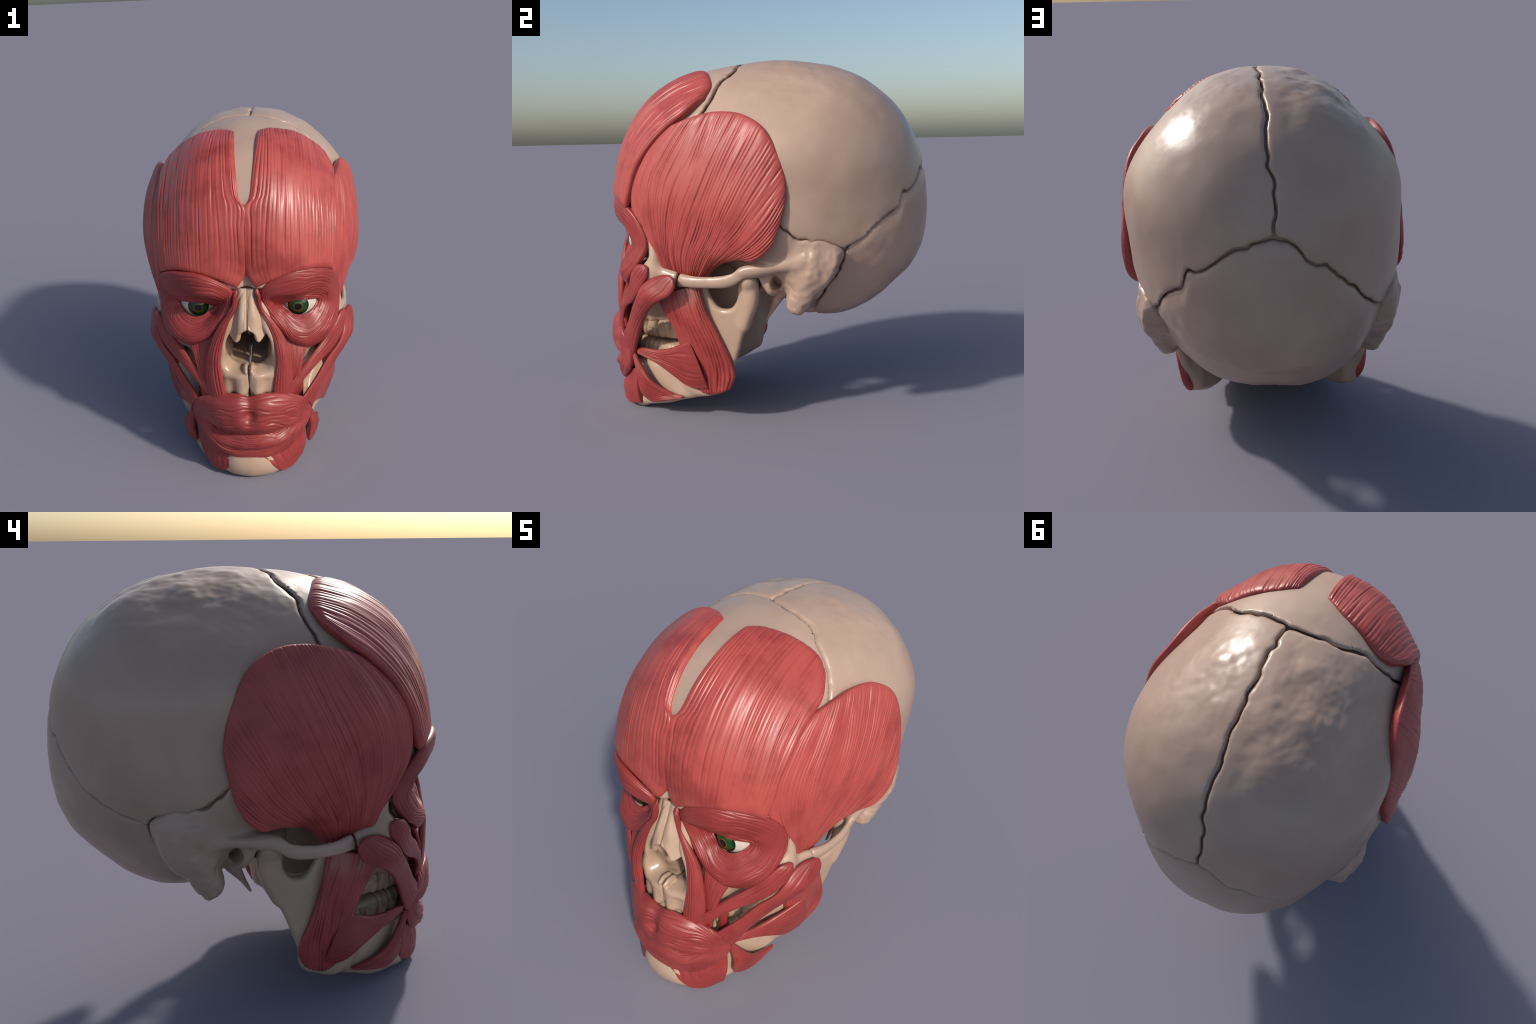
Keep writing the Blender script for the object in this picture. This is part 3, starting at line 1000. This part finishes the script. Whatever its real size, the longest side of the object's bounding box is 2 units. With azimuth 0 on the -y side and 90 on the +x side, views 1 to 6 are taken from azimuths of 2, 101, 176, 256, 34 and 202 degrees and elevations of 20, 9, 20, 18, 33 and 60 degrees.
both("orbicularis_oculi_muscle", [
    [(0.073, -0.780, 1.156), (0.15, -0.792, 1.228), (0.25, -0.777, 1.268), (0.36, -0.727, 1.265), (0.465, -0.632, 1.228), (0.508, -0.547, 1.14),
     (0.516, -0.507, 1.03), (0.50, -0.582, 0.90), (0.445, -0.655, 0.825), (0.33, -0.682, 0.765), (0.235, -0.737, 0.83), (0.175, -0.757, 0.92),
     (0.115, -0.757, 1.0), (0.08, -0.765, 1.08)],
    [(0.10, -0.786, 1.14), (0.16, -0.798, 1.19), (0.25, -0.791, 1.215), (0.35, -0.741, 1.215), (0.44, -0.666, 1.18), (0.480, -0.596, 1.11),
     (0.490, -0.571, 1.02), (0.475, -0.626, 0.92), (0.425, -0.696, 0.86), (0.33, -0.741, 0.815), (0.25, -0.761, 0.86), (0.195, -0.766, 0.93),
     (0.14, -0.761, 1.0), (0.105, -0.768, 1.08)],
    [(0.125, -0.773, 1.11), (0.17, -0.791, 1.138), (0.25, -0.783, 1.15), (0.34, -0.734, 1.15), (0.42, -0.671, 1.13), (0.458, -0.626, 1.085),
     (0.463, -0.611, 1.02), (0.44, -0.656, 0.945), (0.395, -0.711, 0.90), (0.325, -0.748, 0.87), (0.26, -0.756, 0.90), (0.21, -0.748, 0.95),
     (0.16, -0.741, 1.0), (0.135, -0.743, 1.06)],
    [(0.17, -0.727, 1.065), (0.205, -0.732, 1.09), (0.26, -0.732, 1.097), (0.33, -0.712, 1.097), (0.395, -0.667, 1.085), (0.42, -0.637, 1.062),
     (0.42, -0.632, 1.03), (0.40, -0.667, 0.98), (0.365, -0.697, 0.95), (0.31, -0.717, 0.933), (0.26, -0.717, 0.95), (0.225, -0.707, 0.98),
     (0.185, -0.697, 1.012), (0.17, -0.707, 1.04)],
    [(0.20, -0.685, 1.03), (0.225, -0.700, 1.048), (0.265, -0.710, 1.062), (0.32, -0.705, 1.065), (0.365, -0.678, 1.058), (0.385, -0.648, 1.047),
     (0.388, -0.640, 1.038), (0.375, -0.662, 1.008), (0.345, -0.690, 0.985), (0.30, -0.704, 0.975), (0.255, -0.704, 0.982), (0.225, -0.692, 1.003),
     (0.203, -0.680, 1.02), (0.198, -0.680, 1.026)]],
    240, 100, lambda u, v: 0.015 * (1 - v), FACE_RED, fibres=13, depth=0.0042, seed=37, closed=True, edge=0.022, back=0.016, along=5.0,
    wander=1.3, lump=0.004, across_edges=(1, 1), right=brow_right)


def full_ring(half):
    """loop symmetric about the middle: half runs from top centre to bottom centre"""
    h = [tuple(p) for p in half]
    return h + [(-x, y, z) for x, y, z in h[-2:0:-1]]


sheet("orbicularis_oris_muscle", [full_ring(r) for r in (
    [(0, -0.853, 0.540), (0.06, -0.853, 0.556), (0.16, -0.828, 0.548), (0.24, -0.79, 0.52), (0.30, -0.765, 0.485), (0.342, -0.70, 0.40),
     (0.338, -0.70, 0.34), (0.30, -0.735, 0.26), (0.22, -0.80, 0.185), (0.12, -0.848, 0.145), (0, -0.864, 0.135)],
    [(0, -0.893, 0.50), (0.06, -0.905, 0.515), (0.16, -0.877, 0.51), (0.23, -0.833, 0.485), (0.285, -0.785, 0.44), (0.31, -0.745, 0.39),
     (0.305, -0.75, 0.335), (0.27, -0.788, 0.27), (0.20, -0.843, 0.215), (0.11, -0.867, 0.18), (0, -0.876, 0.17)],
    [(0, -0.90, 0.44), (0.06, -0.922, 0.45), (0.14, -0.90, 0.445), (0.20, -0.863, 0.43), (0.25, -0.82, 0.405), (0.275, -0.785, 0.37),
     (0.27, -0.785, 0.335), (0.24, -0.82, 0.285), (0.18, -0.86, 0.245), (0.10, -0.873, 0.22), (0, -0.880, 0.212)],
    [(0, -0.925, 0.375), (0.06, -0.928, 0.38), (0.12, -0.91, 0.378), (0.17, -0.88, 0.37), (0.215, -0.843, 0.355), (0.24, -0.81, 0.345),
     (0.235, -0.81, 0.325), (0.205, -0.84, 0.29), (0.155, -0.876, 0.265), (0.09, -0.893, 0.25), (0, -0.902, 0.245)],
    [(0, -0.89, 0.319), (0.05, -0.888, 0.319), (0.10, -0.876, 0.318), (0.15, -0.85, 0.319), (0.19, -0.82, 0.322), (0.215, -0.79, 0.326),
     (0.213, -0.79, 0.324), (0.185, -0.82, 0.316), (0.14, -0.85, 0.312), (0.08, -0.878, 0.311), (0, -0.89, 0.311)])],
    360, 100, lambda u, v: 0.016 * (1 - 0.5 * v), LIP_RED, fibres=12, depth=0.006, seed=43, closed=True, edge=0.022, back=0.02, along=6.0,
    wander=1.7, lump=0.006, across_edges=(1, 0))

both("nasal_levator_muscle", [
    [(0.052, -0.785, 1.174), (0.063, -0.778, 1.07), (0.108, -0.798, 0.96), (0.14, -0.808, 0.851), (0.155, -0.825, 0.752), (0.145, -0.83, 0.665),
     (0.131, -0.835, 0.535)],
    [(0.062, -0.795, 1.157), (0.078, -0.79, 1.05), (0.13, -0.80, 0.962), (0.17, -0.805, 0.866), (0.19, -0.82, 0.777), (0.193, -0.822, 0.70),
     (0.192, -0.825, 0.65), (0.18, -0.825, 0.53)],
    [(0.073, -0.798, 1.139), (0.093, -0.785, 1.033), (0.15, -0.785, 0.965), (0.197, -0.778, 0.881), (0.223, -0.785, 0.802), (0.238, -0.79, 0.734),
     (0.246, -0.79, 0.643), (0.23, -0.795, 0.53)]],
    150, 64, 0.014, FACE_RED, fibres=7, depth=0.0042, seed=59, edge=0.018, ends=(0.02, 0.0), back=0.012, wander=0.8, right=cheek_right)

both("lip_levator_muscle", [
    [(0.18, -0.725, 0.90), (0.20, -0.752, 0.75), (0.21, -0.765, 0.65), (0.205, -0.775, 0.52)],
    [(0.345, -0.685, 0.82), (0.306, -0.745, 0.711), (0.29, -0.765, 0.633), (0.269, -0.765, 0.50)]],
    90, 50, 0.012, FACE_RED, fibres=9, depth=0.003, seed=61, edge=0.012, ends=(0.02, 0.0), back=0.008, right=cheek_right)

both("lesser_zygomatic_muscle", [
    [(0.545, -0.52, 0.928), (0.525, -0.563, 0.925), (0.49, -0.615, 0.875), (0.43, -0.655, 0.803), (0.361, -0.715, 0.737), (0.295, -0.75, 0.67),
     (0.245, -0.775, 0.612), (0.178, -0.82, 0.545)],
    [(0.550, -0.51, 0.922), (0.548, -0.54, 0.895), (0.522, -0.58, 0.846), (0.478, -0.62, 0.782), (0.405, -0.685, 0.717), (0.335, -0.745, 0.66),
     (0.275, -0.78, 0.603), (0.212, -0.815, 0.53)],
    [(0.553, -0.50, 0.912), (0.555, -0.50, 0.872), (0.546, -0.535, 0.82), (0.518, -0.578, 0.763), (0.448, -0.637, 0.700), (0.377, -0.705, 0.655),
     (0.31, -0.758, 0.595), (0.25, -0.79, 0.52)]],
    130, 50, 0.012, FACE_RED, fibres=6, depth=0.0026, seed=67, edge=0.026, ends=(0.04, 0.0), back=0.014)

both("greater_zygomatic_muscle", [
    [(0.590, -0.365, 0.882), (0.562, -0.43, 0.876), (0.548, -0.495, 0.85), (0.546, -0.543, 0.81), (0.521, -0.585, 0.746), (0.451, -0.642, 0.667),
     (0.386, -0.697, 0.575), (0.30, -0.768, 0.48)],
    [(0.602, -0.350, 0.874), (0.598, -0.385, 0.855), (0.598, -0.43, 0.815), (0.590, -0.49, 0.775), (0.548, -0.545, 0.717), (0.478, -0.605, 0.638),
     (0.405, -0.668, 0.535), (0.335, -0.735, 0.43)],
    [(0.610, -0.340, 0.862), (0.614, -0.332, 0.828), (0.616, -0.353, 0.785), (0.608, -0.421, 0.746), (0.556, -0.497, 0.687), (0.49, -0.561, 0.610),
     (0.411, -0.628, 0.495), (0.345, -0.69, 0.36)]],
    140, 56, 0.013, FACE_RED, fibres=7, depth=0.0026, seed=71, edge=0.03, ends=(0.05, 0.0), back=0.016)

both("masseter_muscle", [
    [(0.495, -0.475, 0.735), (0.49, -0.44, 0.66), (0.472, -0.41, 0.60), (0.450, -0.385, 0.53), (0.432, -0.37, 0.45), (0.412, -0.355, 0.35), (0.388, -0.345, 0.222)],
    [(0.520, -0.38, 0.78), (0.515, -0.34, 0.62), (0.492, -0.30, 0.48), (0.464, -0.268, 0.35), (0.424, -0.255, 0.182)],
    [(0.526, -0.29, 0.805), (0.524, -0.24, 0.65), (0.502, -0.18, 0.50), (0.476, -0.15, 0.37), (0.434, -0.165, 0.184)],
    [(0.521, -0.225, 0.815), (0.515, -0.20, 0.69), (0.508, -0.15, 0.58), (0.502, -0.10, 0.47), (0.492, -0.065, 0.38), (0.480, -0.055, 0.31), (0.452, -0.090, 0.225)]],
    140, 110, 0.022, CHEW_RED, fibres=15, depth=0.008, seed=79, edge=0.03, ends=(0.0, 0.035), back=0.025, lump=0.006, right=masseter_right)

both("risorius_muscle", [
    [(0.345, -0.668, 0.402), (0.37, -0.620, 0.41), (0.395, -0.535, 0.411), (0.428, -0.463, 0.428), (0.470, -0.382, 0.465), (0.514, -0.300, 0.505)],
    [(0.347, -0.668, 0.384), (0.388, -0.57, 0.378), (0.428, -0.46, 0.372), (0.476, -0.36, 0.37), (0.515, -0.245, 0.36)],
    [(0.347, -0.668, 0.365), (0.390, -0.537, 0.328), (0.412, -0.43, 0.268), (0.434, -0.341, 0.220), (0.462, -0.215, 0.215)]],
    120, 70, 0.011, FACE_RED, fibres=10, depth=0.0035, seed=83, edge=0.02, ends=(0.0, 0.11), back=0.012, right=jaw_right)

both("mouth_corner_depressor_muscle", [
    [(0.347, -0.685, 0.37), (0.368, -0.64, 0.303), (0.395, -0.585, 0.235), (0.392, -0.504, 0.178), (0.388, -0.437, 0.152), (0.398, -0.385, 0.143)],
    [(0.34, -0.695, 0.355), (0.365, -0.655, 0.265), (0.375, -0.62, 0.18), (0.38, -0.555, 0.135), (0.388, -0.48, 0.128), (0.398, -0.385, 0.138)],
    [(0.332, -0.70, 0.34), (0.345, -0.677, 0.225), (0.335, -0.66, 0.12), (0.345, -0.60, 0.08), (0.383, -0.53, 0.10), (0.397, -0.388, 0.132)]],
    110, 56, 0.012, FACE_RED, fibres=9, depth=0.004, seed=89, edge=0.016, ends=(0.0, 0.02), back=0.012, right=jaw_right)

both("lower_lip_depressor_muscle", [
    [(0.055, -0.872, 0.15), (0.112, -0.866, 0.088), (0.172, -0.832, 0.022)],
    [(0.20, -0.795, 0.21), (0.222, -0.797, 0.11), (0.238, -0.774, 0.022)],
    [(0.312, -0.69, 0.27), (0.316, -0.69, 0.15), (0.292, -0.685, 0.045)]],
    80, 80, 0.012, FACE_RED, fibres=8, depth=0.0032, seed=97, edge=0.016, ends=(0.0, 0.02), back=0.016)

both("mouth_corner_levator_muscle", [
    [(0.245, -0.665, 0.68), (0.262, -0.70, 0.56), (0.27, -0.72, 0.42)],
    [(0.30, -0.64, 0.68), (0.305, -0.685, 0.54), (0.305, -0.70, 0.42)]],
    50, 30, 0.012, FACE_RED, fibres=5, depth=0.003, seed=101, edge=0.02, ends=(0.02, 0.02), back=0.012)

both("pterygoid_muscle", [
    [(0.23, -0.385, 0.78), (0.27, -0.375, 0.68), (0.32, -0.36, 0.56), (0.34, -0.35, 0.48)],
    [(0.24, -0.33, 0.78), (0.28, -0.315, 0.68), (0.335, -0.30, 0.56), (0.35, -0.29, 0.48)]],
    60, 36, 0.012, CHEW_RED, fibres=5, depth=0.003, seed=103, edge=0.025, ends=(0.02, 0.02), back=0.012)

# nasal bones: two small roof plates with a ragged lower edge
both("nasal_bone", [
    [(0.000, -0.757, 1.163), (0.000, -0.782, 1.10), (0.001, -0.818, 1.02), (0.004, -0.850, 0.950)],
    [(0.022, -0.765, 1.163), (0.024, -0.788, 1.10), (0.032, -0.82, 1.02), (0.040, -0.845, 0.922)],
    [(0.040, -0.758, 1.163), (0.044, -0.775, 1.09), (0.056, -0.805, 0.99), (0.062, -0.832, 0.868)],
    [(0.054, -0.742, 1.163), (0.062, -0.760, 1.08), (0.082, -0.785, 0.97), (0.100, -0.790, 0.90)]],
    80, 44, 0.010, FACE_BONE, fibres=2.3, depth=0.004, seed=107, edge=0.014, ends=(0.012, 0.012), back=0.012, lump=0.005)


# ------------------------------------------------------------------ eyes
def eyeball(side):
    nu, nv, r = 96, 64, 0.113
    th = np.linspace(0, np.pi, nv)
    ph = np.linspace(0, 2 * np.pi, nu, endpoint=False)
    T, H = np.meshgrid(th, ph, indexing='ij')
    rad = r + 0.014 * np.clip(1 - (np.sin(T) * r / 0.062) ** 2, 0, 1) ** 1.3 * (T < 1.5)
    P = np.stack([rad * np.sin(T) * np.cos(H), -rad * np.cos(T), rad * np.sin(T) * np.sin(H)], -1).reshape(-1, 3)
    i = np.arange(nv - 1)[:, None] * nu + np.arange(nu)[None]
    j = np.arange(nv - 1)[:, None] * nu + (np.arange(nu)[None] + 1) % nu
    F = np.stack([i, j, j + nu, i + nu], -1).reshape(-1, 4)
    me = bpy.data.meshes.new("eyeball")
    me.from_pydata(P.tolist(), [], F.tolist())
    me.validate()
    me.polygons.foreach_set("use_smooth", np.ones(len(me.polygons), bool))
    me.materials.append(EYE)
    ob = bpy.data.objects.new("eyeball", me)
    bpy.context.scene.collection.objects.link(ob)
    ob.parent = ROOT
    ob.location = to_world(np.array([[side * 0.284, -0.590, 1.032]]))[0]
    ob.rotation_euler = (math.radians(3), 0, math.radians(-2.5 if side > 0 else 1.5))


eyeball(1)
eyeball(-1)
